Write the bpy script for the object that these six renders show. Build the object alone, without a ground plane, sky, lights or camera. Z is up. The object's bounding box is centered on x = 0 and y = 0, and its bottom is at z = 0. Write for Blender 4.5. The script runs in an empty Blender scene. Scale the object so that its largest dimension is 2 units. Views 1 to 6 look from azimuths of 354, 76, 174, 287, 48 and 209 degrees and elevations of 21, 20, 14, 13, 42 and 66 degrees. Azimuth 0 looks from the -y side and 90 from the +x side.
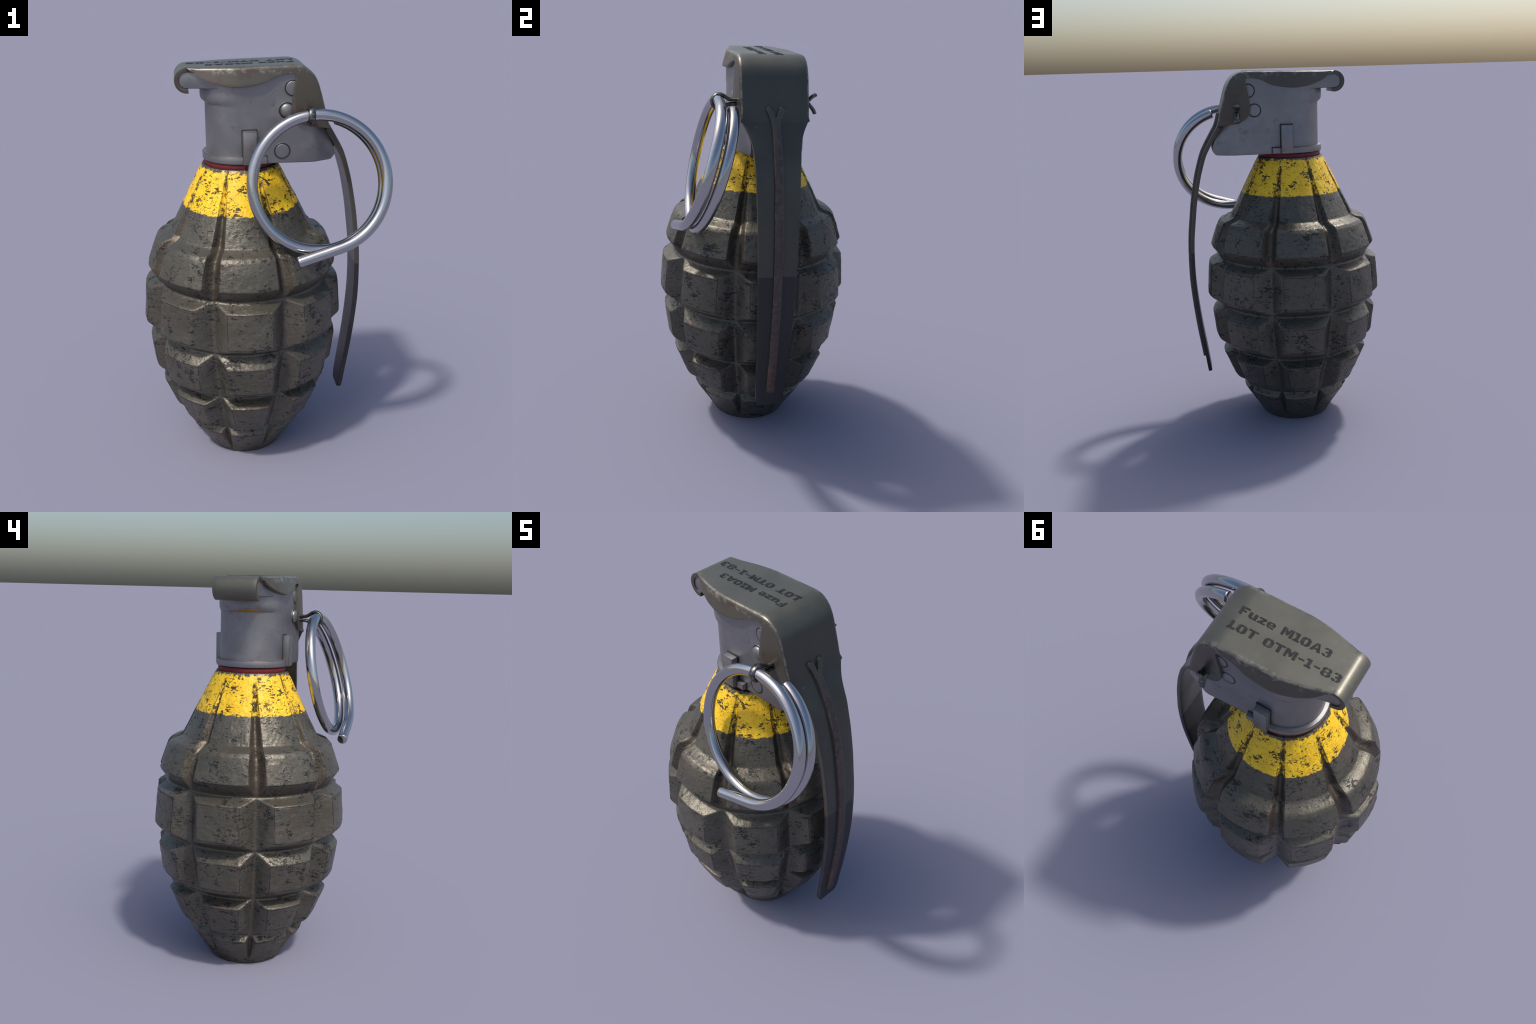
import bpy, bmesh, math
import numpy as np
from mathutils import Vector, Matrix

AX = -0.0815            # x of the vertical axis of the cast body
rng = np.random.default_rng(7)

# ------------------------------------------------------------------ helpers
def link(ob, parent=None):
    bpy.context.scene.collection.objects.link(ob)
    if parent is not None:
        ob.parent = parent
    return ob

def mesh_object(name, verts, faces, mat, parent, smooth=True):
    me = bpy.data.meshes.new(name)
    me.from_pydata([tuple(v) for v in verts], [], [tuple(f) for f in faces])
    me.update()
    if mat is not None:
        me.materials.append(mat)
    if smooth:
        me.polygons.foreach_set("use_smooth", [True] * len(me.polygons))
    return link(bpy.data.objects.new(name, me), parent)

def apply_modifiers(ob):
    dg = bpy.context.evaluated_depsgraph_get()
    me = bpy.data.meshes.new_from_object(ob.evaluated_get(dg))
    old = ob.data
    ob.modifiers.clear()
    ob.data = me
    me.name = ob.name
    bpy.data.meshes.remove(old)

def fix_normals(ob):
    bm = bmesh.new(); bm.from_mesh(ob.data)
    bmesh.ops.remove_doubles(bm, verts=bm.verts, dist=1e-5)
    bmesh.ops.dissolve_degenerate(bm, edges=bm.edges, dist=1e-6)
    bmesh.ops.recalc_face_normals(bm, faces=bm.faces)
    bm.to_mesh(ob.data); bm.free()

def smooth_by_angle(ob, deg=35):
    me = ob.data
    bm = bmesh.new(); bm.from_mesh(me)
    for e in bm.edges:
        e.smooth = not (len(e.link_faces) == 2 and e.calc_face_angle(0) > math.radians(deg))
    for f in bm.faces:
        f.smooth = True
    bm.to_mesh(me); bm.free()

def bevel(ob, width, segments=2, angle=30):
    m = ob.modifiers.new("bevel", "BEVEL")
    m.width, m.segments, m.limit_method, m.angle_limit = width, segments, "ANGLE", math.radians(angle)
    m.use_clamp_overlap = True
    apply_modifiers(ob)

def prism(name, outline, lo, hi, axis, mat, parent, bev=0.0, seg=2):
    """Extrude a 2D outline; axis 'y': outline is (x, z), axis 'z': outline is (x, y)."""
    n = len(outline)
    def p(a, b, c): return (a, c, b) if axis == "y" else (a, b, c)
    v = [p(a, b, lo) for a, b in outline] + [p(a, b, hi) for a, b in outline]
    f = [tuple(range(n)), tuple(range(n, 2 * n))] + [(i, (i + 1) % n, n + (i + 1) % n, n + i) for i in range(n)]
    ob = mesh_object(name, v, f, mat, parent)
    fix_normals(ob)
    if bev:
        bevel(ob, bev, seg)
    smooth_by_angle(ob)
    return ob

def tube(name, pts, r, mat, parent, n=24, cap_bevel=0.0):
    """Round wire along a polyline (parallel-transport frames), flat slightly rounded ends."""
    pts = np.array(pts, float)
    T = np.gradient(pts, axis=0); T /= np.linalg.norm(T, axis=1)[:, None]
    up = np.array([0.0, 1.0, 0.1]); X = np.cross(T[0], up); X /= np.linalg.norm(X)
    rings = []
    for i in range(len(pts)):
        X = X - T[i] * (X @ T[i]); X /= np.linalg.norm(X); Y = np.cross(T[i], X)
        rr = [(0.0, r)]
        if i == 0 and cap_bevel: rr = [(0, r - cap_bevel), (cap_bevel, r)]
        if i == len(pts) - 1 and cap_bevel: rr = [(-cap_bevel, r), (0, r - cap_bevel)]
        for off, q in rr:
            a = np.linspace(0, 2 * np.pi, n, endpoint=False)
            rings.append(pts[i] + T[i] * off + q * (np.cos(a)[:, None] * X + np.sin(a)[:, None] * Y))
    V = np.concatenate(rings); m = len(rings); F = []
    for i in range(m - 1):
        for j in range(n):
            k = (j + 1) % n
            F.append((i * n + j, i * n + k, (i + 1) * n + k, (i + 1) * n + j))
    F.append(tuple(range(n))[::-1]); F.append(tuple(range((m - 1) * n, m * n)))
    ob = mesh_object(name, V, F, mat, parent)
    fix_normals(ob); smooth_by_angle(ob, 50)
    return ob

def catmull(P, per=8):
    P = [np.array(p, float) for p in P]
    Q = [2 * P[0] - P[1]] + P + [2 * P[-1] - P[-2]]
    out = []
    for i in range(1, len(Q) - 2):
        for t in np.linspace(0, 1, per, endpoint=False):
            a, b, c, d = Q[i - 1], Q[i], Q[i + 1], Q[i + 2]
            out.append(0.5 * (2 * b + (c - a) * t + (2 * a - 5 * b + 4 * c - d) * t ** 2 + (3 * b - a - 3 * c + d) * t ** 3))
    out.append(P[-1])
    return np.array(out)

# ------------------------------------------------------------------ node helper
class Nodes:
    def __init__(self, name):
        self.mat = bpy.data.materials.new(name); self.mat.use_nodes = True
        self.t = self.mat.node_tree; self.t.nodes.clear()
        self.out = self.n("ShaderNodeOutputMaterial")
        self.bsdf = self.n("ShaderNodeBsdfPrincipled")
        self.t.links.new(self.bsdf.outputs[0], self.out.inputs[0])
        self.co = self.n("ShaderNodeTexCoord").outputs["Object"]
        self.geo = self.n("ShaderNodeNewGeometry")
    def n(self, kind, **kw):
        nd = self.t.nodes.new(kind)
        for k, v in kw.items(): setattr(nd, k, v)
        return nd
    def put(self, sock, v):
        if isinstance(v, bpy.types.NodeSocket): self.t.links.new(v, sock)
        else: sock.default_value = v
    def math(self, op, a, b=0.0, c=0.0, clamp=False):
        nd = self.n("ShaderNodeMath", operation=op, use_clamp=clamp)
        for s, v in zip(nd.inputs, (a, b, c)): self.put(s, v)
        return nd.outputs[0]
    def xyz(self, v=None):
        nd = self.n("ShaderNodeSeparateXYZ"); self.put(nd.inputs[0], v or self.co); return nd.outputs
    def combine(self, x, y, z):
        nd = self.n("ShaderNodeCombineXYZ")
        for s, v in zip(nd.inputs, (x, y, z)): self.put(s, v)
        return nd.outputs[0]
    def mapping(self, v, scale=(1, 1, 1), rot=(0, 0, 0), loc=(0, 0, 0)):
        nd = self.n("ShaderNodeMapping"); self.put(nd.inputs[0], v)
        nd.inputs["Scale"].default_value, nd.inputs["Rotation"].default_value, nd.inputs["Location"].default_value = scale, rot, loc
        return nd.outputs[0]
    def noise(self, scale, detail=4, rough=0.55, vec=None, dist=0.0):
        nd = self.n("ShaderNodeTexNoise"); self.put(nd.inputs["Vector"], vec or self.co)
        nd.inputs["Scale"].default_value, nd.inputs["Detail"].default_value = scale, detail
        nd.inputs["Roughness"].default_value, nd.inputs["Distortion"].default_value = rough, dist
        return nd.outputs["Fac"]
    def voronoi(self, scale, vec=None, feature="F1", rand=1.0):
        nd = self.n("ShaderNodeTexVoronoi", feature=feature); self.put(nd.inputs["Vector"], vec or self.co)
        nd.inputs["Scale"].default_value = scale; nd.inputs["Randomness"].default_value = rand
        return nd.outputs["Distance"]
    def step(self, v, lo, hi):
        """0 below lo, 1 above hi (or reversed when lo > hi)."""
        nd = self.n("ShaderNodeMapRange", interpolation_type="SMOOTHSTEP"); self.put(nd.inputs[0], v)
        if lo < hi: vals = (lo, hi, 0.0, 1.0)
        else: vals = (hi, lo, 1.0, 0.0)
        for s, q in zip(nd.inputs[1:5], vals): s.default_value = q
        return nd.outputs[0]
    def mix(self, f, a, b):
        nd = self.n("ShaderNodeMix", data_type="RGBA"); self.put(nd.inputs[0], f)
        for s, v in ((nd.inputs[6], a), (nd.inputs[7], b)):
            self.put(s, v if isinstance(v, bpy.types.NodeSocket) else (*v, 1.0) if len(v) == 3 else v)
        return nd.outputs[2]
    def lerp(self, f, a, b):
        nd = self.n("ShaderNodeMix", data_type="FLOAT"); self.put(nd.inputs[0], f)
        self.put(nd.inputs[2], a); self.put(nd.inputs[3], b); return nd.outputs[0]
    def bump(self, h, strength, dist):
        nd = self.n("ShaderNodeBump"); nd.inputs["Strength"].default_value = strength
        nd.inputs["Distance"].default_value = dist; self.put(nd.inputs["Height"], h)
        self.put(self.bsdf.inputs["Normal"], nd.outputs[0])
    def set(self, **kw):
        for k, v in kw.items():
            s = self.bsdf.inputs[k.replace("_", " ")]
            self.put(s, (*v, 1.0) if isinstance(v, tuple) and len(v) == 3 else v)
    def edges(self, radius, lo=0.0, hi=0.12):
        """1 on sharp edges and seams: where a rounded normal leaves the true one."""
        b = self.n("ShaderNodeBevel", samples=6); b.inputs[0].default_value = radius
        d = self.n("ShaderNodeVectorMath", operation="DOT_PRODUCT")
        self.put(d.inputs[0], b.outputs[0]); self.put(d.inputs[1], self.geo.outputs["Normal"])
        return self.step(self.math("SUBTRACT", 1.0, d.outputs["Value"]), lo, hi)
    def add(self, a, b): return self.math("ADD", a, b, clamp=True)
    def mul(self, a, b): return self.math("MULTIPLY", a, b, clamp=True)
    def maxi(self, a, b): return self.math("MAXIMUM", a, b)

# ------------------------------------------------------------------ cast body: sizes
NZ, NT = 620, 800
# silhouette of the ridges and horizontal grooves: (z, radius)
PROFILE = [(0.0, 0.196), (0.004, 0.201), (0.03, 0.214), (0.166, 0.304), (0.206, 0.278), (0.229, 0.342), (0.240, 0.354), (0.258, 0.365),
           (0.394, 0.421), (0.432, 0.360), (0.477, 0.440), (0.486, 0.450), (0.500, 0.457), (0.641, 0.476), (0.700, 0.420),
           (0.741, 0.488), (0.747, 0.495), (0.759, 0.499), (0.935, 0.485), (0.967, 0.420), (1.035, 0.468), (1.120, 0.440),
           (1.160, 0.424), (1.178, 0.408), (1.188, 0.375), (1.200, 0.349), (1.520, 0.1875), (1.530, 0.180)]
# the same without horizontal grooves: the face in which the upright grooves are cut
FACE = [(0.0, 0.196), (0.03, 0.214), (0.166, 0.304), (0.258, 0.365), (0.394, 0.421), (0.500, 0.457),
        (0.641, 0.476), (0.759, 0.499), (0.935, 0.485), (1.035, 0.468), (1.120, 0.440), (1.160, 0.424),
        (1.178, 0.408), (1.188, 0.375), (1.200, 0.349), (1.520, 0.1875), (1.530, 0.180)]
# floor of the upright grooves
FLOOR = [(0.0, 0.199), (0.02, 0.207), (0.06, 0.217), (0.164, 0.263), (0.206, 0.284), (0.432, 0.369), (0.700, 0.430), (0.967, 0.430),
         (1.030, 0.427), (1.120, 0.398), (1.150, 0.382), (1.172, 0.350), (1.195, 0.318), (1.36, 0.250),
         (1.46, 0.209), (1.505, 0.195), (1.530, 0.19)]
# half width of the upright grooves
HALF = [(0.0, 0.003), (0.03, 0.006), (0.164, 0.027), (0.2059, 0.040), (0.2061, 0.069), (0.432, 0.071), (0.496, 0.0725), (0.641, 0.0725),
        (0.70, 0.0775), (0.755, 0.0880), (0.935, 0.082), (0.9665, 0.079), (0.9675, 0.041), (1.03, 0.041), (1.12, 0.039),
        (1.19, 0.030), (1.36, 0.0165), (1.46, 0.010), (1.51, 0.005), (1.53, 0.003)]

def tab(z, T):
    T = np.array(T); return np.interp(z, T[:, 0], T[:, 1])

def smin(a, b, k):
    h = np.clip(0.5 + 0.5 * (b - a) / k, 0, 1)
    return b + (a - b) * h - k * h * (1 - h)

def blur(R, sz, st):
    for s, ax in ((sz, 0), (st, 1)):
        if s <= 0: continue
        n = int(3 * s) + 1; k = np.exp(-0.5 * (np.arange(-n, n + 1) / s) ** 2); k /= k.sum()
        if ax: P = np.concatenate([R[:, -n:], R, R[:, :n]], 1)
        else: P = np.concatenate([np.repeat(R[:1], n, 0), R, np.repeat(R[-1:], n, 0)], 0)
        R = sum(k[i] * (P[:, i:i + R.shape[1]] if ax else P[i:i + R.shape[0]]) for i in range(2 * n + 1))
    return R

def lattice_noise(shape, cells, seed):
    g = np.random.default_rng(seed).normal(size=(cells[0] + 2, cells[1]))
    z = np.linspace(0, cells[0], shape[0]); t = np.linspace(0, cells[1], shape[1], endpoint=False)
    zi, ti = z.astype(int), t.astype(int); fz, ft = (z - zi)[:, None], (t - ti)[None, :]
    fz, ft = fz * fz * (3 - 2 * fz), ft * ft * (3 - 2 * ft)
    zj, tj = np.minimum(zi + 1, cells[0] + 1), (ti + 1) % cells[1]
    return (g[np.ix_(zi, ti)] * (1 - fz) * (1 - ft) + g[np.ix_(zj, ti)] * fz * (1 - ft)
            + g[np.ix_(zi, tj)] * (1 - fz) * ft + g[np.ix_(zj, tj)] * fz * ft)

def build_cast_body(mat, parent):
    z = np.linspace(0, 1.53, NZ); th = np.linspace(0, 2 * np.pi, NT, endpoint=False)
    Z, TH = np.meshgrid(z, th, indexing="ij")
    prof = tab(z, PROFILE)[:, None]
    soft = blur(prof, 2.6, 0)                                   # horizontal grooves have rounded roots, crisp lips
    prof = np.repeat(np.where(z[:, None] < 1.1, np.maximum(prof, soft), prof), NT, 1)
    face, floor, half = (tab(z, t)[:, None] for t in (FACE, FLOOR, HALF))
    d = (TH - math.radians(22.5) + math.pi / 8) % (math.pi / 4) - math.pi / 8   # angle from nearest upright groove
    u = np.abs(face * np.sin(d)) / half
    rounded = np.clip((z[:, None] - 0.960) / 0.012, 0, 1)          # V facets below, rounded channel above
    e = 0.20                                                       # V facets meet in a soft root
    u = np.where(rounded > 0, u, (np.sqrt(u * u + e * e) - e) / (math.sqrt(1 + e * e) - e))
    p = 1.0 + 1.0 * rounded
    groove = np.minimum(floor, face) + np.maximum(face - floor, 0) * np.minimum(u, 3.0) ** p
    R = smin(prof, groove, 0.004)
    R = blur(R, 1.2, 0.9)
    # cast roughness: dents and lumps a few millimetres wide
    R += 0.0009 * lattice_noise(R.shape, (26, 48), 1) + 0.00055 * lattice_noise(R.shape, (80, 150), 2)
    V = np.stack([AX + R * np.cos(TH), R * np.sin(TH), Z], -1).reshape(-1, 3)
    idx = np.arange(NZ * NT).reshape(NZ, NT); nx = np.roll(idx, -1, 1)
    F = np.stack([idx[:-1], nx[:-1], nx[1:], idx[1:]], -1).reshape(-1, 4)
    me = bpy.data.meshes.new("cast_body")
    nv = len(V); V = np.concatenate([V, [[AX, 0, 0.0], [AX, 0, 1.53]]])
    tri = [(nv, int(idx[0, (j + 1) % NT]), int(idx[0, j])) for j in range(NT)] + \
          [(nv + 1, int(idx[-1, j]), int(idx[-1, (j + 1) % NT])) for j in range(NT)]
    me.from_pydata(V.tolist(), [], F.tolist() + tri)
    me.materials.append(mat)
    me.polygons.foreach_set("use_smooth", [True] * len(F) + [False] * len(tri))
    me.update()
    return link(bpy.data.objects.new("cast_body", me), parent)

# ------------------------------------------------------------------ materials
def mat_cast():
    m = Nodes("worn_olive_cast_iron")
    x, y, z = m.xyz()
    ang = m.math("ARCTAN2", y, m.math("SUBTRACT", x, AX))
    # distance (in metres along the surface) from the nearest upright groove
    da = m.math("SUBTRACT", m.math("FLOORED_MODULO", m.math("ADD", ang, math.pi / 8 - math.radians(22.5)), math.pi / 4), math.pi / 8)
    rad = m.math("SQRT", m.math("ADD", m.math("POWER", m.math("SUBTRACT", x, AX), 2.0), m.math("POWER", y, 2.0)))
    gd = m.math("ABSOLUTE", m.math("MULTIPLY", da, rad))
    point = m.geo.outputs["Pointiness"]
    big = m.noise(5.0, 4, 0.6)
    mid = m.noise(15.0, 5, 0.62)
    fine = m.noise(75.0, 3, 0.6)
    # thin chips: short dashes lying in three directions
    v1 = m.mapping(m.co, (1, 1, 2.7), (0.7, 0.5, 0.3)); v2 = m.mapping(m.co, (1.0, 1.0, 2.7), (-0.85, 0.5, 1.1), (3, 1, 2))
    v3 = m.mapping(m.co, (2.8, 2.8, 0.9), (0.25, -0.2, 0.6), (7, 4, 1))
    c1 = m.noise(40, 3, 0.55, v1, 0.7); c2 = m.noise(46, 3, 0.55, v2, 0.7); c3 = m.noise(44, 3, 0.55, v3, 0.7)
    dense = m.step(m.noise(7.5, 5, 0.65, m.mapping(m.co, loc=(5, 2, 9))), 0.46, 0.64)
    thr = m.lerp(dense, 0.688, 0.592)
    def over(c): return m.step(m.math("SUBTRACT", c, thr), 0.0, 0.012)
    chip = m.maxi(m.maxi(over(c1), over(c2)), over(c3))
    blot = m.step(m.math("ADD", m.noise(10.5, 7, 0.74, m.mapping(m.co, loc=(1, 7, 3))), m.math("MULTIPLY", m.math("SUBTRACT", c1, 0.5), 0.62)), 0.604, 0.618)
    # paint body colour
    paint = m.mix(m.step(big, 0.35, 0.68), (0.098, 0.091, 0.070), (0.124, 0.116, 0.092))
    paint = m.mix(m.math("MULTIPLY", m.step(mid, 0.5, 0.70), 0.6), paint, (0.140, 0.110, 0.090))
    paint = m.mix(m.math("MULTIPLY", m.step(fine, 0.35, 0.75), 0.35), paint, (0.060, 0.056, 0.046))
    # brown, oily floors of the upright channels above the second row
    chw = m.math("MINIMUM", 0.0405, m.math("SUBTRACT", 0.0300, m.math("MULTIPLY", m.math("SUBTRACT", z, 1.19), 0.0795)))
    chan = m.mul(m.mul(m.step(m.math("SUBTRACT", gd, chw), -0.001, -0.005), m.step(z, 0.965, 0.985)), m.step(z, 1.36, 1.30))
    paint = m.mix(m.mul(chan, m.lerp(m.noise(18, 4), 0.45, 1.0)), paint, (0.080, 0.062, 0.042))
    # yellow band round the shoulders
    wob = m.math("MULTIPLY", m.math("SUBTRACT", m.noise(45, 4, 0.65), 0.5), 0.022)
    lo = m.step(m.math("ADD", z, wob), 1.331, 1.336)
    rimw = m.math("ADD", m.math("MULTIPLY", m.math("SUBTRACT", m.noise(45, 5, 0.7), 0.5), 0.07), z)
    hi = m.step(rimw, 1.523, 1.514)
    yellow = m.mul(lo, hi)
    band = m.mix(m.step(mid, 0.42, 0.62), (0.88, 0.56, 0.012), (0.80, 0.47, 0.010))
    band = m.mix(m.math("MULTIPLY", m.step(m.noise(95, 3, 0.65), 0.58, 0.66), 0.5), band, (0.34, 0.16, 0.015))
    base = m.mix(yellow, paint, band)
    # bare dark iron: chips, blots, and the floors of the neck grooves
    neck = m.step(z, 1.30, 1.345)
    gw = m.math("ADD", m.math("MULTIPLY", m.math("SUBTRACT", 1.55, z), 0.066), m.math("MULTIPLY", m.math("SUBTRACT", m.noise(26, 5, 0.7), 0.5), 0.085))
    ingroove = m.step(m.math("SUBTRACT", gd, gw), 0.001, -0.004)
    gdark = m.mul(m.mul(ingroove, neck), m.step(m.noise(24, 4, 0.65), 0.40, 0.48))
    concave = m.mul(m.step(point, 0.470, 0.445), m.step(m.noise(30, 4), 0.3, 0.5))  # darker tone along the groove roots
    ridge = m.step(point, 0.528, 0.548)
    outline = m.mul(ridge, m.step(m.noise(16, 5, 0.7, m.mapping(m.co, loc=(2, 2, 8))), 0.36, 0.46))
    # thin dark outlines drawn along the edges of the blocks
    hw = m.math("ADD", 0.0722, m.mul(m.step(z, 0.69, 0.71), m.math("SUBTRACT", 0.0160, m.math("MULTIPLY", m.math("SUBTRACT", z, 0.755), 0.033))))
    rows = m.math("ADD", m.math("ADD", m.mul(m.step(z, 0.750, 0.760), m.step(z, 0.945, 0.93)), m.mul(m.step(z, 0.492, 0.502), m.step(z, 0.65, 0.635))), m.mul(m.step(z, 0.250, 0.260), m.step(z, 0.40, 0.388)))
    jit = m.math("MULTIPLY", m.math("SUBTRACT", fine, 0.5), 0.006)
    upl = m.mul(m.step(m.math("ABSOLUTE", m.math("ADD", m.math("SUBTRACT", gd, hw), jit)), 0.0034, 0.0014), rows)
    dz = None
    for z0 in (0.930, 0.636, 0.389, 0.161, 1.033, 0.757, 0.498, 0.256):
        q = m.math("ABSOLUTE", m.math("SUBTRACT", z, z0)); dz = q if dz is None else m.math("MINIMUM", dz, q)
    lim = m.lerp(m.step(z, 0.96, 0.98), hw, 0.040)
    lim = m.lerp(m.step(z, 0.215, 0.205), lim, 0.026)
    cross = m.mul(m.step(m.math("ADD", dz, jit), 0.0036, 0.0012), m.step(m.math("SUBTRACT", gd, lim), -0.004, 0.001))
    chl = m.mul(m.mul(m.step(m.math("ABSOLUTE", m.math("ADD", m.math("SUBTRACT", gd, chw), jit)), 0.0038, 0.0014), m.step(z, 0.985, 0.995)), m.step(z, 1.50, 1.47))
    lines = m.mul(m.maxi(m.maxi(upl, chl), cross), m.step(m.noise(11, 5, 0.7, m.mapping(m.co, loc=(8, 2, 1))), 0.38, 0.52))
    shy = m.mul(m.step(point, 0.513, 0.530), m.step(c2, 0.46, 0.54))
    yb = m.mul(m.step(m.math("ADD", m.noise(19, 5, 0.7, m.mapping(m.co, loc=(6, 3, 2))), m.math("MULTIPLY", m.math("SUBTRACT", c2, 0.5), 0.5)), 0.622, 0.636), yellow)
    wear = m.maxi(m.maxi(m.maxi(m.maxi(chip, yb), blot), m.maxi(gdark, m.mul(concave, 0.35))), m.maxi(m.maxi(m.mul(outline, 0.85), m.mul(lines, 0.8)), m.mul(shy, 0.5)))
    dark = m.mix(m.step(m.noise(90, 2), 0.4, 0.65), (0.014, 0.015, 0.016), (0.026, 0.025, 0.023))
    # reddish worn ridges where they are not black
    base = m.mix(m.mul(m.mul(m.step(point, 0.510, 0.535), m.math("SUBTRACT", 1.0, yellow)), m.math("MULTIPLY", m.step(mid, 0.40, 0.6), 0.75)), base, (0.160, 0.092, 0.068))
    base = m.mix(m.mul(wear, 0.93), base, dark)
    m.set(Base_Color=base, Metallic=m.lerp(wear, m.lerp(yellow, 0.5, 0.0), 0.4))
    m.set(Roughness=m.lerp(wear, m.lerp(yellow, m.lerp(m.noise(30, 3), 0.30, 0.50), 0.5), 0.58))
    h = m.math("ADD", m.math("MULTIPLY", m.noise(48, 5, 0.6), 1.0), m.math("MULTIPLY", wear, -0.45))
    h = m.math("ADD", h, m.math("MULTIPLY", c1, 0.6))
    m.bump(h, 0.4, 0.006)
    return m.mat

def mat_fuze():
    m = Nodes("grey_zinc")
    z = m.xyz()[2]
    n = m.noise(9, 5, 0.6); sp = m.noise(70, 3, 0.6)
    c = m.mix(m.step(n, 0.35, 0.7), (0.232, 0.231, 0.238), (0.275, 0.272, 0.276))
    c = m.mix(m.math("MULTIPLY", m.step(sp, 0.66, 0.72), 0.5), c, (0.085, 0.085, 0.09))
    c = m.mix(m.mul(m.step(m.noise(14, 5, 0.65, m.mapping(m.co, loc=(4, 4, 1))), 0.60, 0.68), 0.4), c, (0.11, 0.11, 0.115))
    # ochre patch under the hinge arm, at the front
    y = m.xyz()[1]
    st = m.mul(m.mul(m.step(m.math("ABSOLUTE", m.math("SUBTRACT", z, 1.828)), 0.008, 0.004), m.step(m.xyz()[0], -0.21, -0.225)), m.step(m.math("ABSOLUTE", m.math("ADD", y, 0.02)), 0.075, 0.045))
    c = m.mix(m.mul(st, m.lerp(m.step(m.noise(40, 3), 0.4, 0.6), 0.4, 1.0)), c, (0.42, 0.24, 0.03))
    foot = m.mul(m.step(z, 1.70, 1.60), m.step(m.noise(10, 4, 0.6, m.mapping(m.co, (1, 1, 2.5))), 0.48, 0.66))
    c = m.mix(m.mul(foot, 0.30), c, (0.26, 0.19, 0.11))
    e = m.edges(0.0075, 0.005, 0.05)
    c = m.mix(m.mul(e, m.lerp(m.step(m.noise(24, 4), 0.35, 0.6), 0.5, 0.9)), c, (0.060, 0.066, 0.072))
    m.set(Base_Color=c, Metallic=0.85, Roughness=m.lerp(n, 0.38, 0.56))
    m.bump(m.noise(120, 3, 0.6), 0.08, 0.003)
    return m.mat

def mat_lever():
    m = Nodes("olive_drab_sheet_steel")
    x, y, z = m.xyz()
    n = m.noise(6, 4, 0.6); f = m.noise(30, 5, 0.65)
    c = m.mix(m.step(n, 0.35, 0.65), (0.110, 0.108, 0.087), (0.131, 0.127, 0.104))
    c = m.mix(m.mul(m.step(m.noise(12, 4, 0.6), 0.52, 0.7), 0.5), c, (0.126, 0.127, 0.090))
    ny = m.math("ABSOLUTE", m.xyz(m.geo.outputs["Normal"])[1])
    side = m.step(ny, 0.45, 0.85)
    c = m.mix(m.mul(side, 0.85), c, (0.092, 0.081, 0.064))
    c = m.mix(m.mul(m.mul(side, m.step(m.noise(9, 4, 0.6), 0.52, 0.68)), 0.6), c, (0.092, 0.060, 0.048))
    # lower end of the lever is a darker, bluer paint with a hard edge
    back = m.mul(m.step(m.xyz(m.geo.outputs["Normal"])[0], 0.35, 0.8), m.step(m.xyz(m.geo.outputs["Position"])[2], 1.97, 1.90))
    c = m.mix(m.math("MULTIPLY", back, 0.60), c, (0.040, 0.041, 0.038))  # rear face tinted darker to match its side away from the sun
    low = m.mul(m.step(z, 1.0055, 1.0045), m.step(x, 0.3, 0.35))
    c = m.mix(low, c, (0.038, 0.036, 0.038))
    # worn, lighter fold edges and small scuffs
    rim = m.step(m.math("ABSOLUTE", y), 0.132, 0.156)
    top = m.step(z, 1.955, 1.975)
    scuff = m.mul(m.step(f, 0.50, 0.64), m.mul(m.mul(rim, top), 0.75))
    c = m.mix(scuff, c, (0.24, 0.225, 0.19))
    fr = m.mul(m.step(x, -0.245, -0.29), top)
    c = m.mix(m.mul(m.mul(fr, m.step(m.noise(42, 4, 0.65), 0.50, 0.70)), 0.25), c, (0.20, 0.20, 0.165))
    c = m.mix(m.math("MULTIPLY", m.step(m.noise(24, 4, 0.7, m.mapping(m.co, loc=(9, 1, 4))), 0.66, 0.73), 0.45), c, (0.19, 0.185, 0.16))
    fold = m.mul(m.mul(m.step(m.math("ABSOLUTE", m.math("SUBTRACT", ny, 0.55)), 0.30, 0.12), m.step(z, 1.70, 1.74)), m.step(m.noise(35, 5, 0.7), 0.42, 0.58))
    c = m.mix(m.mul(fold, 0.8), c, (0.25, 0.225, 0.18))
    e = m.edges(0.005, 0.02, 0.12)
    c = m.mix(m.mul(m.mul(e, m.step(f, 0.42, 0.60)), 0.75), c, (0.17, 0.135, 0.105))
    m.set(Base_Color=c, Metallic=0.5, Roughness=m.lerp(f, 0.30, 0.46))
    m.bump(m.noise(85, 3, 0.6), 0.08, 0.003)
    return m.mat

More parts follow.
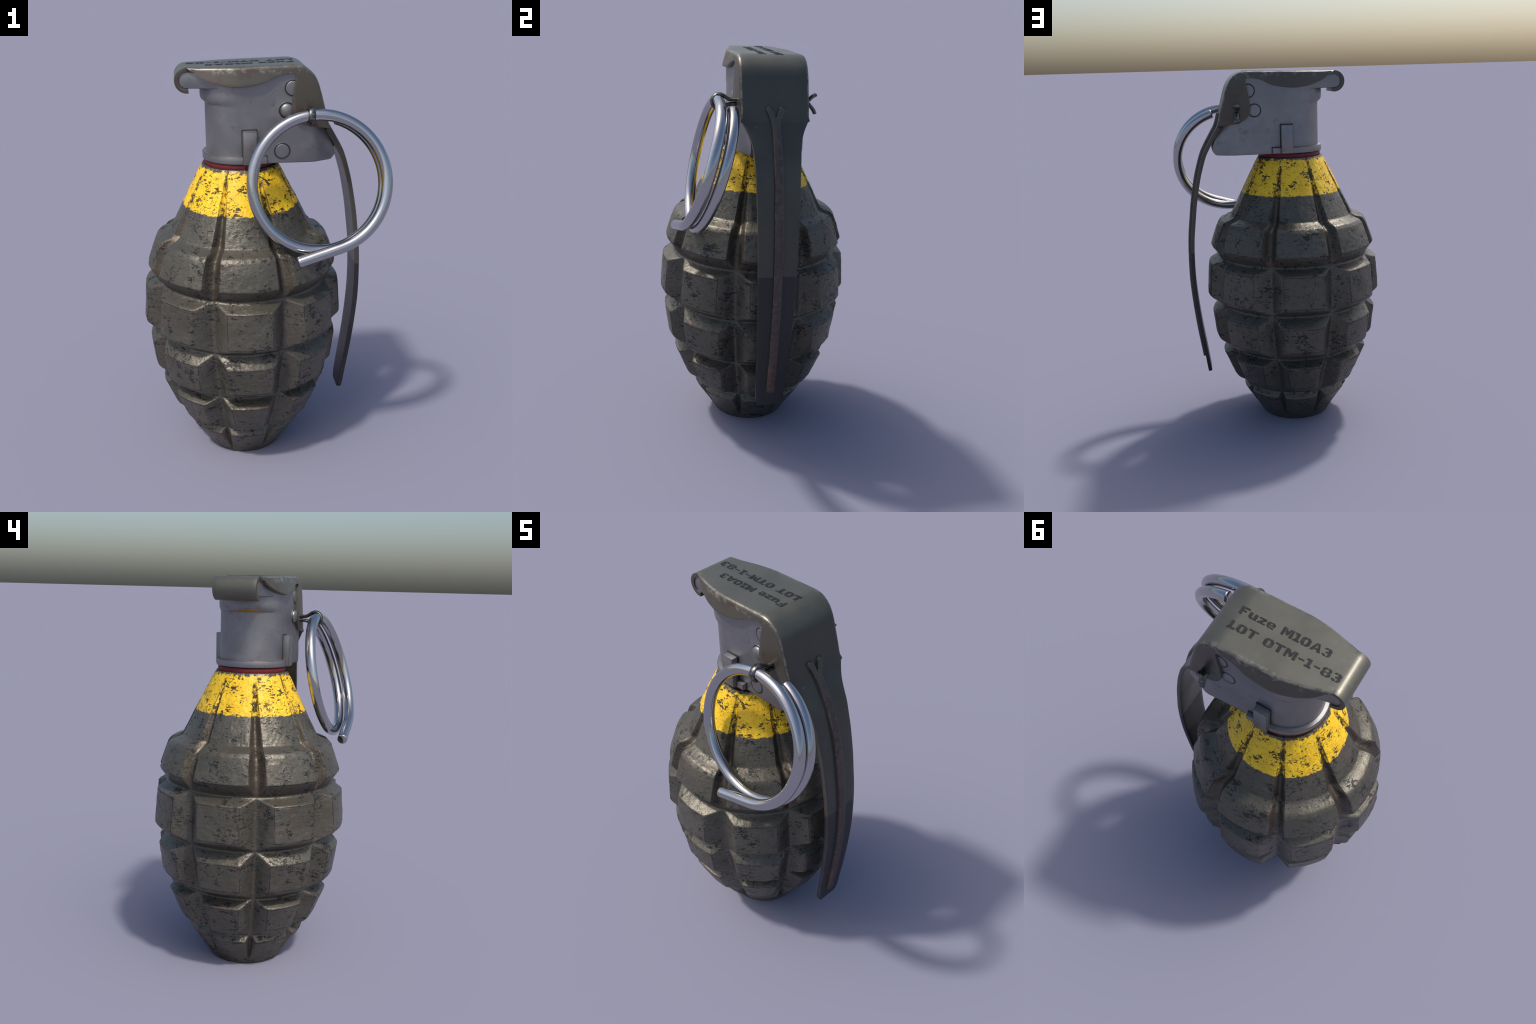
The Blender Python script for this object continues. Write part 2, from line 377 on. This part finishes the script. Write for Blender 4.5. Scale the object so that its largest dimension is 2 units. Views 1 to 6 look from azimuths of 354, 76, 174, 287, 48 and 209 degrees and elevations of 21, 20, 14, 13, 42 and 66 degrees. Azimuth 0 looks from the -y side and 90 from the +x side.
def mat_rib():
    m = Nodes("rubbed_brown_steel")
    f = m.noise(40, 5, 0.65)
    c = m.mix(m.step(f, 0.35, 0.68), (0.066, 0.056, 0.050), (0.105, 0.080, 0.070))
    z = m.xyz()[2]
    c = m.mix(m.mul(m.step(z, 0.70, 0.5), m.step(m.noise(18, 4), 0.45, 0.6)), c, (0.15, 0.072, 0.050))
    c = m.mix(m.step(z, 1.60, 1.72), c, (0.088, 0.082, 0.068))
    e = m.edges(0.006, 0.01, 0.08)
    c = m.mix(m.mul(m.mul(e, m.step(m.noise(55, 4, 0.7), 0.46, 0.60)), 0.8), c, (0.26, 0.255, 0.25))
    c = m.mix(m.math("MULTIPLY", m.step(m.noise(60, 4, 0.7), 0.62, 0.7), 0.6), c, (0.17, 0.165, 0.16))
    m.set(Base_Color=c, Metallic=0.5, Roughness=0.45)
    m.bump(f, 0.1, 0.003)
    return m.mat

def mat_chrome():
    m = Nodes("polished_steel")
    f = m.noise(25, 5, 0.65)
    m.set(Base_Color=m.mix(m.step(f, 0.62, 0.72), (0.45, 0.45, 0.46), (0.36, 0.36, 0.38)), Metallic=1.0,
          Roughness=m.lerp(m.step(f, 0.4, 0.75), 0.13, 0.25))
    m.bump(m.noise(90, 3), 0.02, 0.002)
    return m.mat

def mat_pin():
    m = Nodes("tarnished_steel_wire")
    f = m.noise(45, 4, 0.65)
    m.set(Base_Color=m.mix(m.step(f, 0.4, 0.65), (0.07, 0.07, 0.066), (0.19, 0.19, 0.175)), Metallic=0.95, Roughness=m.lerp(f, 0.25, 0.45))
    return m.mat

def plain(name, col, rough=0.6, metal=0.0):
    m = Nodes(name)
    c = m.mix(m.step(m.noise(40, 4, 0.6), 0.4, 0.65), col, tuple(q * 1.25 for q in col))
    m.set(Base_Color=c, Roughness=rough, Metallic=metal)
    return m.mat

def mat_lettering():
    m = Nodes("faded_black_stencil_ink")
    c = m.mix(m.step(m.noise(45, 4, 0.6), 0.5, 0.72), (0.018, 0.018, 0.019), (0.042, 0.042, 0.040))
    m.set(Base_Color=c, Roughness=0.6, Specular_IOR_Level=0.25)
    return m.mat

# ------------------------------------------------------------------ fuze housing
def build_fuze(parent, mat, dark):
    # plan outline: round neck at the front running into a slab that tapers in at the rear
    rear = [(0.235, 0.157), (0.262, 0.154), (0.285, 0.145), (0.352, 0.118)]
    a = np.linspace(math.radians(96), math.radians(264), 57)
    arc = [(AX + 0.161 * math.cos(t), 0.161 * math.sin(t)) for t in a]
    flat = [(-0.045, 0.158), (0.0, 0.1555), (0.10, 0.155), (0.18, 0.156)]
    up = list(reversed(flat + rear))
    outline = up + arc + [(x, -y) for x, y in flat + rear]
    # levels: (z, rear shift, front swell)
    lv = [(1.5535, -0.022, 0), (1.556, -0.012, 0), (1.565, -0.003, 0), (1.580, 0.006, 0), (1.600, 0.004, 0), (1.70, -0.032, 0), (1.812, -0.070, 0),
          (1.824, -0.068, 0.001), (1.836, -0.070, 0.016), (1.846, -0.072, 0.021), (1.86, -0.073, 0.022), (1.885, -0.098, 0.022), (1.9, -0.105, 0.022), (1.940, -0.140, 0.022), (1.972, -0.190, 0.022)]
    V, n = [], len(outline)
    for z, shift, swell in lv:
        for x, y in outline:
            s = max(0.0, min(1.0, (x - 0.235) / 0.117))
            w = max(0.0, min(1.0, (-0.03 - x) / 0.10))
            V.append((x + shift * s - swell * w, y, z))
    F = []
    for i in range(len(lv) - 1):
        for j in range(n):
            k = (j + 1) % n
            F.append((i * n + j, i * n + k, (i + 1) * n + k, (i + 1) * n + j))
    F += [tuple(range(n))[::-1], tuple(range((len(lv) - 1) * n, len(lv) * n))]
    ob = mesh_object("fuze_housing", V, F, mat, parent)
    fix_normals(ob); smooth_by_angle(ob, 32)

    # forward arm that the lever hooks round
    st = [(-0.325 - 0.0375 * math.cos(t), 0.0375 * math.sin(t)) for t in np.linspace(0.12, math.pi / 2, 10)] + [(x, 0.0375) for x in np.linspace(-0.31, -0.10, 16)]
    V = []
    for x, h in st:                                              # widens from the tip into the flanks of the housing
        w = float(np.interp(x, [-0.37, -0.31, -0.26, -0.20, -0.15, -0.10], [0.1020, 0.1035, 0.1130, 0.1340, 0.1500, 0.1545]))
        V += [(x, -w, 1.9355 - h), (x, w, 1.9355 - h), (x, w, 1.9355 + h), (x, -w, 1.9355 + h)]
    F = [(4 * i + j, 4 * i + (j + 1) % 4, 4 * i + 4 + (j + 1) % 4, 4 * i + 4 + j) for i in range(len(st) - 1) for j in range(4)]
    F += [(3, 2, 1, 0), tuple(len(V) - 4 + j for j in range(4))]
    arm = mesh_object("hinge_arm", V, F, mat, ob)
    fix_normals(arm); bevel(arm, 0.0025, 2); smooth_by_angle(arm)
    # collar at the foot of the neck
    half = [(AX + 0.179 * math.cos(t), 0.179 * math.sin(t)) for t in np.linspace(math.radians(81), math.radians(279), 60)]
    prism("collar", half, 1.5550, 1.5885, "z", mat, ob, 0.004)
    # side lugs and small stops
    for s in (-1, 1):
        lo, hi = sorted((s * 0.150, s * 0.1945))
        prism("side_lug", [(-0.0805, 1.5565), (-0.0155, 1.5565), (-0.0155, 1.7110), (-0.0805, 1.7110)], lo, hi, "y", mat, ob, 0.0016)
        a, b = sorted((s * 0.150, s * 0.1618))                   # thin black plate outlining the lug on the housing
        prism("lug_dark_outline", [(-0.0840, 1.5580), (-0.0118, 1.5580), (-0.0118, 1.7148), (-0.0840, 1.7148)], a, b, "y", dark, ob)
        lo, hi = sorted((s * 0.150, s * 0.1780))
        prism("stop_block", [(-0.0165, 1.5560), (0.0325, 1.5560), (0.0325, 1.5885), (-0.0165, 1.5885)], lo, hi, "y", mat, ob, 0.0016)
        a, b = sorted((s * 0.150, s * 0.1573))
        prism("block_dark_outline", [(-0.0165, 1.5570), (0.0355, 1.5570), (0.0355, 1.5915), (-0.0165, 1.5915)], a, b, "y", dark, ob)
    # pressed round bosses, contact shade coloured black in a ring round each
    for s, cx, cz, r, dome in ((-1, 0.153, 1.897, 0.0345, 0.004), (-1, 0.1255, 1.798, 0.0335, 0.018), (-1, 0.1050, 1.6095, 0.0350, 0.003),
                         (1, 0.155, 1.896, 0.0345, 0.003), (1, 0.1235, 1.792, 0.0335, 0.003)):
        y0 = 0.1545
        n = 48; V = []; F = []
        prof = [(r + 0.0050, 0.0005), (r + 0.0035, 0.0028), (r + 0.0020, 0.0026), (r - 0.0002, 0.0012), (r - 0.0022, dome * 0.15 + 0.0020)] + \
               [(r * math.cos(q) * 0.95, 0.002 + dome * (0.15 + 0.85 * math.sin(q))) for q in np.linspace(0.25, 1.45, 6)]
        for rr, h in prof:
            for j in range(n):
                t = 2 * math.pi * j / n
                V.append((cx + rr * math.cos(t), s * (y0 + h), cz + rr * math.sin(t)))
        for i in range(len(prof) - 1):
            for j in range(n):
                k = (j + 1) % n; F.append((i * n + j, i * n + k, (i + 1) * n + k, (i + 1) * n + j))
        F.append(tuple(range((len(prof) - 1) * n, len(prof) * n)))
        b = mesh_object("boss", V, F, mat, ob)
        b.data.materials.append(dark)
        for p in b.data.polygons:
            if p.index // n in (2, 3) and p.index < n * (len(prof) - 1): p.material_index = 1
        fix_normals(b); smooth_by_angle(b, 60)
    # solid black plate at the rear of the housing
    m = [(0.3115 - 0.0, 1.70), (0.352, 1.615), (0.346, 1.615), (0.3, 1.70)]
    prism("rear_dark_plate", [(0.352, 1.612), (0.359, 1.622), (0.3170, 1.680), (0.2980, 1.715), (0.2750, 1.78), (0.2600, 1.78), (0.290, 1.70), (0.335, 1.612)], -0.110, 0.110, "y", dark, ob)
    # seal between body and fuze
    return ob

def build_seal(parent, mat):
    V, F, n = [], [], 96
    prof = [(0.150, 1.5265), (0.170, 1.5275), (0.1715, 1.533), (0.1718, 1.546), (0.169, 1.552), (0.150, 1.5530)]
    for r, z in prof:
        for j in range(n):
            t = 2 * math.pi * j / n; V.append((AX + r * math.cos(t), r * math.sin(t), z))
    for i in range(len(prof)):
        for j in range(n):
            k = (j + 1) % n; i2 = (i + 1) % len(prof)
            F.append((i * n + j, i * n + k, i2 * n + k, i2 * n + j))
    ob = mesh_object("seal_ring", V, F, mat, parent); fix_normals(ob); smooth_by_angle(ob, 50)

# ------------------------------------------------------------------ safety lever
def top_z(x):
    return 1.9905 + (x + 0.322) * (2.0 - 1.9905) / (0.165 + 0.322)

LEVER_ARM = [(0.3300, 1.7050), (0.3520, 1.6680), (0.3910, 1.6000), (0.4150, 1.5500), (0.4380, 1.4750), (0.4550, 1.4060), (0.4760, 1.2900), (0.4890, 1.1850),
             (0.4995, 1.0900), (0.5045, 0.9800), (0.5040, 0.8400), (0.4955, 0.7200), (0.4840, 0.6090), (0.4710, 0.5100), (0.4555, 0.4080), (0.4395, 0.2900), (0.4370, 0.2740)]

def build_lever(parent, mat, rib_mat, ink):
    # spine of the outer face in the xz plane, each station with the point its side wing reaches down to
    spine, foot = [], []
    c, R = (-0.323, 1.9335), 0.0570
    for t in np.linspace(-83, -270, 26):
        q = (c[0] + R * math.cos(math.radians(t)), c[1] + R * math.sin(math.radians(t)))
        spine.append(q); foot.append(None)
    wing_top = catmull([(-0.293, 1.9720), (-0.25, 1.9420), (-0.178, 1.9200), (-0.092, 1.9110), (-0.006, 1.9220), (0.037, 1.9340), (0.079, 1.9530), (0.121, 1.9625), (0.150, 1.9630)], 5)
    xs = np.linspace(-0.300, 0.150, 40)
    for x in xs:
        spine.append((x, top_z(x)))
        foot.append((max(x, -0.293), float(np.interp(x, wing_top[:, 0], wing_top[:, 1]))))
    bend = catmull([(0.170, 2.0000), (0.200, 1.9930), (0.225, 1.9800), (0.2500, 1.9560), (0.268, 1.9250), (0.280, 1.8900), (0.3020, 1.8100), (0.3160, 1.7550), (0.3270, 1.7140)], 5)
    inner = catmull([(0.156, 1.9625), (0.163, 1.9590), (0.1665, 1.9520), (0.1640, 1.9350), (0.1580, 1.9000), (0.1500, 1.8450), (0.1470, 1.7950), (0.1620, 1.7550), (0.205, 1.7290), (0.265, 1.7180), (0.3265, 1.7130)], 4)
    tb = np.linspace(0, 1, len(bend)); ti = np.linspace(0, 1, len(inner))
    for t in np.linspace(0, 1, 44):
        spine.append((float(np.interp(t, tb, bend[:, 0])), float(np.interp(t, tb, bend[:, 1]))))
        tt = t ** 0.85
        foot.append((float(np.interp(tt, ti, inner[:, 0])), float(np.interp(tt, ti, inner[:, 1]))))
    arm = catmull(LEVER_ARM, 5)
    for q in arm:
        spine.append((float(q[0]), float(q[1]))); foot.append(None)
    S = np.array(spine)
    zq = [0.270, 0.273, 0.279, 0.290, 0.306, 0.35, 0.40, 0.50, 0.60, 0.80, 1.0, 1.2, 1.4, 1.5, 1.58, 1.61, 1.64, 1.665, 1.69, 1.700, 1.712]
    hq = [0.044, 0.050, 0.056, 0.064, 0.0705, 0.073, 0.075, 0.0785, 0.0815, 0.088, 0.0935, 0.098, 0.103, 0.1065, 0.112, 0.1160, 0.1225, 0.132, 0.145, 0.152, 0.1560]
    xq, wq = [-0.40, -0.33, -0.30, -0.25, -0.19, -0.13, -0.09, 0.0, 0.165, 0.33], [0.1075, 0.1085, 0.1190, 0.135, 0.1505, 0.1605, 0.1645, 0.1650, 0.1650, 0.1650]
    na = 5
    V, rows = [], []
    for i, (x, z) in enumerate(spine):
        on_arm = i >= len(spine) - len(arm)
        hw = float(np.interp(z, zq, hq)) if on_arm else float(np.interp(x, xq, wq))
        if i < 26: hw = 0.1075
        g = S[min(i + 1, len(S) - 1)] - S[max(i - 1, 0)]; g /= np.linalg.norm(g)
        nrm = np.array([-g[1], g[0]])                       # outward in xz
        if foot[i] is None:
            d, l = -nrm, 0.0
        else:
            d = np.array(foot[i]) - S[i]; l = float(np.linalg.norm(d)); d = d / l if l > 1e-6 else -nrm
        r = min(0.017, max(l * 0.5, 0.0))
        row = []
        for t in np.linspace(-1, 1, 9):                      # flat across the top
            row.append((x, t * (hw - r), z))
        right = []
        for a in np.linspace(0, math.pi / 2, na)[1:]:        # fold
            o = r * (1 - math.cos(a)); right.append((x + d[0] * o, hw - r + r * math.sin(a), z + d[1] * o))
        for t in np.linspace(0, 1, 6)[1:]:                   # wing
            o = r + (l - r) * t
            flare = 0.27 * min(o - r, 0.085) * float(np.interp(x, [0.03, 0.17], [1.0, 0.30]))   # side wings splay out
            right.append((x + d[0] * o, hw + flare, z + d[1] * o))
        left = [(p[0], -p[1], p[2]) for p in right]
        rows.append(left[::-1] + row + right)
    W = len(rows[0]); V = [p for r in rows for p in r]
    F = [(i * W + j, i * W + j + 1, (i + 1) * W + j + 1, (i + 1) * W + j) for i in range(len(rows) - 1) for j in range(W - 1)]
    ob = mesh_object("safety_lever", V, F, mat, parent)
    fix_normals(ob)
    # outward normals: top plate must look up
    me = ob.data
    top = max(me.polygons, key=lambda p: p.center.z)
    if top.normal.z < 0:
        me.flip_normals()
    m = ob.modifiers.new("sheet", "SOLIDIFY"); m.thickness, m.offset = 0.0200, -1.0
    m.use_even_offset = False
    apply_modifiers(ob)
    bevel(ob, 0.0030, 2, 50)
    smooth_by_angle(ob, 40)

    # raised rib with forked upper end
    arm_all = np.array([(0.302, 1.810), (0.316, 1.755), (0.327, 1.714)] + [tuple(q) for q in arm])
    zz = arm_all[::-1, 1]; xx = arm_all[::-1, 0]
    def face_x(z): return float(np.interp(z, zz, xx))
    def strip(cz, cy, half, h=0.015, name="stiffening_rib"):
        """Raised bar following a path (z, y) over the outer face of the lever, bevelled sides."""
        P = np.array(list(zip(cz, cy))); T = np.gradient(P, axis=0); T /= np.linalg.norm(T, axis=1)[:, None]
        V = []; prof = [(-1.25, -0.006), (-1.0, 0.0), (-0.82, 0.82), (-0.55, 1.0), (0, 1.0), (0.55, 1.0), (0.82, 0.82), (1.0, 0.0), (1.25, -0.006)]
        for (z, y), (tz, ty) in zip(P, T):
            dzx = (face_x(z + 0.01) - face_x(z - 0.01)) / 0.02
            nx, nz = 1 / math.hypot(1, dzx), -dzx / math.hypot(1, dzx)
            for s, q in prof:
                zc, yc = z - ty * s * half, y + tz * s * half
                hh = h * q if q > 0 else -0.004
                V.append((face_x(zc) + nx * hh, yc, zc + nz * hh))
        n = len(prof)
        F = [(i * n + j, i * n + j + 1, (i + 1) * n + j + 1, (i + 1) * n + j) for i in range(len(P) - 1) for j in range(n - 1)]
        F += [tuple(range(n)), tuple(range((len(P) - 1) * n, len(P) * n))]
        return V, F
    parts = [strip(np.linspace(0.362, 1.725, 90), np.zeros(90), 0.0245)]
    for s in (-1, 1):
        k = np.linspace(0, 1, 14)
        parts.append(strip(1.690 + 0.074 * k, s * (0.004 + 0.0255 * k ** 1.1), 0.0165, 0.0135))
        zc, yc = 1.7625, s * 0.0292
        V, F, n = [(face_x(zc) + 0.0125, yc, zc + 0.003)], [], 20     # rounded end of each fork
        for rr, h in ((0.0095, 0.0130), (0.0145, 0.0105), (0.0178, 0.002), (0.0178, -0.004)):
            for j in range(n):
                t = 2 * math.pi * j / n; zj = zc + rr * math.cos(t)
                V.append((face_x(zj) + h * 0.97, yc + rr * math.sin(t), zj + h * 0.25))
        for j in range(n): F.append((0, 1 + j, 1 + (j + 1) % n))
        for i in range(3):
            for j in range(n):
                F.append((1 + i * n + j, 1 + i * n + (j + 1) % n, 1 + (i + 1) * n + (j + 1) % n, 1 + (i + 1) * n + j))
        parts.append((V, F))
    V, F = [], []
    for v, f in parts:
        o = len(V); V += v; F += [tuple(o + q for q in ff) for ff in f]
    rib = mesh_object("stiffening_rib", V, F, rib_mat, ob)
    bm = bmesh.new(); bm.from_mesh(rib.data); bmesh.ops.recalc_face_normals(bm, faces=bm.faces); bm.to_mesh(rib.data); bm.free()
    smooth_by_angle(rib, 45)
    build_lettering(ob, ink)
    return ob

# stencil letters as convex pieces in a cell one unit high
def ring_halves(w, t=0.28, h=0.20):
    c = 0.2; g = 0.018; m = w / 2
    left = [[(0, c), (c, 0), (c, h), (t, h + 0.05), (t, 1 - h - 0.05), (c, 1 - h), (c, 1), (0, 1 - c)],
            [(c, 0), (m - g, 0), (m - g, h), (c, h)], [(c, 1 - h), (m - g, 1 - h), (m - g, 1), (c, 1)]]
    return left + [[(w - x, y) for x, y in p][::-1] for p in left]

def box(a, b, c, d): return [(a, b), (c, b), (c, d), (a, d)]
ROUND = ring_halves(0.80)
GLYPHS = {
    "F": (0.74, [box(0, 0, 0.27, 1), box(0.29, 0.78, 0.74, 1), box(0.29, 0.40, 0.56, 0.58)]),
    "u": (0.76, [[(0, 0.18), (0.16, 0), (0.42, 0), (0.42, 0.18), (0.27, 0.24), (0.27, 0.74), (0, 0.74)], box(0.46, 0, 0.74, 0.74)]),
    "z": (0.70, [box(0.02, 0.58, 0.68, 0.74), [(0.40, 0.55), (0.68, 0.55), (0.30, 0.10), (0.0, 0.10)], box(0.0, 0, 0.24, 0.10), box(0.28, 0, 0.70, 0.16)]),
    "e": (0.74, [[(0, 0.2), (0.17, 0), (0.30, 0), (0.30, 0.74), (0.17, 0.74), (0, 0.56)], box(0.34, 0, 0.68, 0.15), box(0.33, 0.29, 0.46, 0.42),
                 [(0.34, 0.60), (0.46, 0.60), (0.46, 0.29), (0.74, 0.29), (0.74, 0.56), (0.58, 0.74), (0.34, 0.74)]]),
    "M": (0.98, [box(0, 0, 0.24, 0.62), [(0, 0.66), (0.24, 0.62), (0.24, 1), (0, 1)], [(0.26, 1), (0.30, 1), (0.66, 0.34), (0.46, 0.12), (0.26, 0.56)],
                 [(0.50, 0.62), (0.66, 0.40), (0.70, 1), (0.62, 1)], box(0.72, 0, 0.98, 1)]),
    "1": (0.56, [box(0, 0, 0.56, 0.18), box(0.16, 0.22, 0.42, 1), box(0.0, 0.80, 0.16, 1)]),
    "0": (0.80, ROUND), "O": (0.80, ROUND),
    "A": (0.92, [[(0, 0), (0.27, 0), (0.47, 0.84), (0.40, 1), (0.34, 1)], [(0.62, 0), (0.92, 0), (0.62, 1), (0.44, 1), (0.50, 0.78)], box(0.31, 0.20, 0.58, 0.36)]),
    "3": (0.74, [[(0.05, 0.80), (0.22, 0.80), (0.36, 0.84), (0.36, 1), (0.20, 1)], [(0.40, 1), (0.40, 0.82), (0.46, 0.60), (0.74, 0.58), (0.74, 0.82), (0.58, 1)],
                 box(0.26, 0.42, 0.46, 0.58), [(0.48, 0.54), (0.48, 0.16), (0.40, 0.0), (0.58, 0), (0.74, 0.18), (0.74, 0.46), (0.66, 0.54)], [(0, 0.24), (0.06, 0.12), (0.18, 0), (0.36, 0), (0.36, 0.17), (0.22, 0.24)]]),
    "8": (0.80, [[(0.03, 0.62), (0.14, 0.53), (0.26, 0.55), (0.26, 0.84), (0.38, 0.86), (0.38, 1), (0.18, 1), (0.03, 0.86)], [(0.77, 0.62), (0.66, 0.53), (0.54, 0.55), (0.54, 0.84), (0.42, 0.86), (0.42, 1), (0.62, 1), (0.77, 0.86)],
                 [(0, 0.16), (0.18, 0), (0.38, 0), (0.38, 0.15), (0.27, 0.18), (0.27, 0.42), (0.38, 0.44), (0.38, 0.57), (0.16, 0.53), (0, 0.42)], [(0.80, 0.16), (0.62, 0), (0.42, 0), (0.42, 0.15), (0.53, 0.18), (0.53, 0.42), (0.42, 0.44), (0.42, 0.57), (0.64, 0.53), (0.80, 0.42)]]),
    "L": (0.66, [box(0.10, 0.20, 0.36, 1), box(0, 0, 0.28, 0.18), [(0.32, 0), (0.66, 0), (0.66, 0.30), (0.50, 0.20), (0.32, 0.18)]]),
    "T": (0.84, [box(0, 0.82, 0.84, 1), box(0.29, 0, 0.57, 0.78)]),
    "-": (0.60, [box(0.05, 0.44, 0.55, 0.60)]),
    " ": (0.42, []),
}

def build_lettering(parent, ink):
    """Two painted lines on the top plate, reading towards -x."""
    for text, x0, x1, ybase, cap in (("Fuze M10A3", 0.170, -0.237, -0.0185, 0.0385), ("LOT OTM-1-83", 0.178, -0.322, 0.0600, 0.0385)):
        gap = 0.085
        total = sum(GLYPHS[ch][0] for ch in text) + gap * (len(text) - 1)
        sx = (x0 - x1) / total
        V, F, cur = [], [], 0.0
        for ch in text:
            w, polys = GLYPHS[ch]
            for poly in polys:
                o = len(V); n = len(poly)
                for up in (-0.002, 0.0012):
                    for a, b in poly:
                        x = x0 - (cur + a) * sx
                        V.append((x, ybase - b * cap, top_z(x) + up))
                F += [tuple(range(o, o + n)), tuple(range(o + n, o + 2 * n))]
                F += [(o + i, o + (i + 1) % n, o + n + (i + 1) % n, o + n + i) for i in range(n)]
            cur += w + gap
        ob = mesh_object("lettering", V, F, ink, parent, smooth=False)
        bm = bmesh.new(); bm.from_mesh(ob.data)
        bmesh.ops.triangulate(bm, faces=[f for f in bm.faces if len(f.verts) > 4])
        bmesh.ops.recalc_face_normals(bm, faces=bm.faces); bm.to_mesh(ob.data); bm.free()

# ------------------------------------------------------------------ pull ring and cotter pin
RC = np.array([0.2525, -0.3454, 1.5020]); RR = 0.3050
RN = np.array([0.0020, 0.9566, -0.2913]); RU = np.array([1.0, -0.0021, 0.0]); RV = np.array([0.0006, 0.2913, 0.9566])

def build_ring(parent, mat):
    pitch, r = 0.0600, 0.0262
    pts = []
    def P(u, v, n): return RC + u * RU + v * RV + n * RN
    a0 = math.radians(-74)
    start = P(RR * math.cos(a0), RR * math.sin(a0), 0)
    end = P(-0.112, -0.352, 0.006)
    for t in np.linspace(0, 1, 16, endpoint=False):            # free end springs out in a straight line
        pts.append(end + (start - end) * t)
    for a in np.linspace(-74, 433, 300):
        t = min(1.0, max(0.0, (a - 90) / 180)); t = t * t * (3 - 2 * t)
        pts.append(P(RR * math.cos(math.radians(a)), RR * math.sin(math.radians(a)), pitch * t))
    pts = np.array(pts)
    for _ in range(6): pts[1:-1] = 0.25 * pts[:-2] + 0.5 * pts[1:-1] + 0.25 * pts[2:]
    return tube("pull_ring", pts, r, mat, parent, 32, 0.003)

def build_pin(parent, mat):
    x = 0.222; r = 0.0090
    c = np.array([-0.2500, 1.7870]); R = 0.0335
    up = [(0.2190, 1.8215), (0.2000, 1.8110), (0.187, 1.8000), (0.165, 1.7945), (-0.02, 1.7945), (-0.18, 1.7960), (-0.210, 1.8010), (-0.226, 1.8120)]
    loop = [(c[0] + R * math.cos(math.radians(t)), c[1] + R * math.sin(math.radians(t))) for t in (60, 90, 120, 150, 180, 210, 240, 270, 300, 330)]
    dn = [(-0.208, 1.7725), (-0.18, 1.7760), (-0.02, 1.7765), (0.165, 1.7765), (0.187, 1.7700), (0.204, 1.7530), (0.2175, 1.7310)]
    path = catmull([(x, a, b) for a, b in up + loop + dn], 6)
    pin = tube("cotter_pin", path, r, mat, parent, 16, 0.0015)
    for v in pin.data.vertices:                                  # half-round wire: wider than it is thick
        v.co.x = x + (v.co.x - x) * 1.9
    pin.data.update()
    return pin

# ------------------------------------------------------------------ assemble
root = bpy.data.objects.new("hand_grenade", None)
root.empty_display_size = 0.2
link(root)
root["label"] = "worn olive segmented hand grenade with yellow band, grey fuze, lever and steel pull ring"
root["category"] = "hand grenade"

steel, zinc = mat_chrome(), mat_fuze()
dark = plain("flat_near_black", (0.012, 0.012, 0.014), 0.7)
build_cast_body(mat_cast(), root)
build_seal(root, plain("red_rubber", (0.125, 0.006, 0.008), 0.6))
build_fuze(root, zinc, dark)
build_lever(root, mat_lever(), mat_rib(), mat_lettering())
build_ring(root, steel)
build_pin(root, mat_pin())
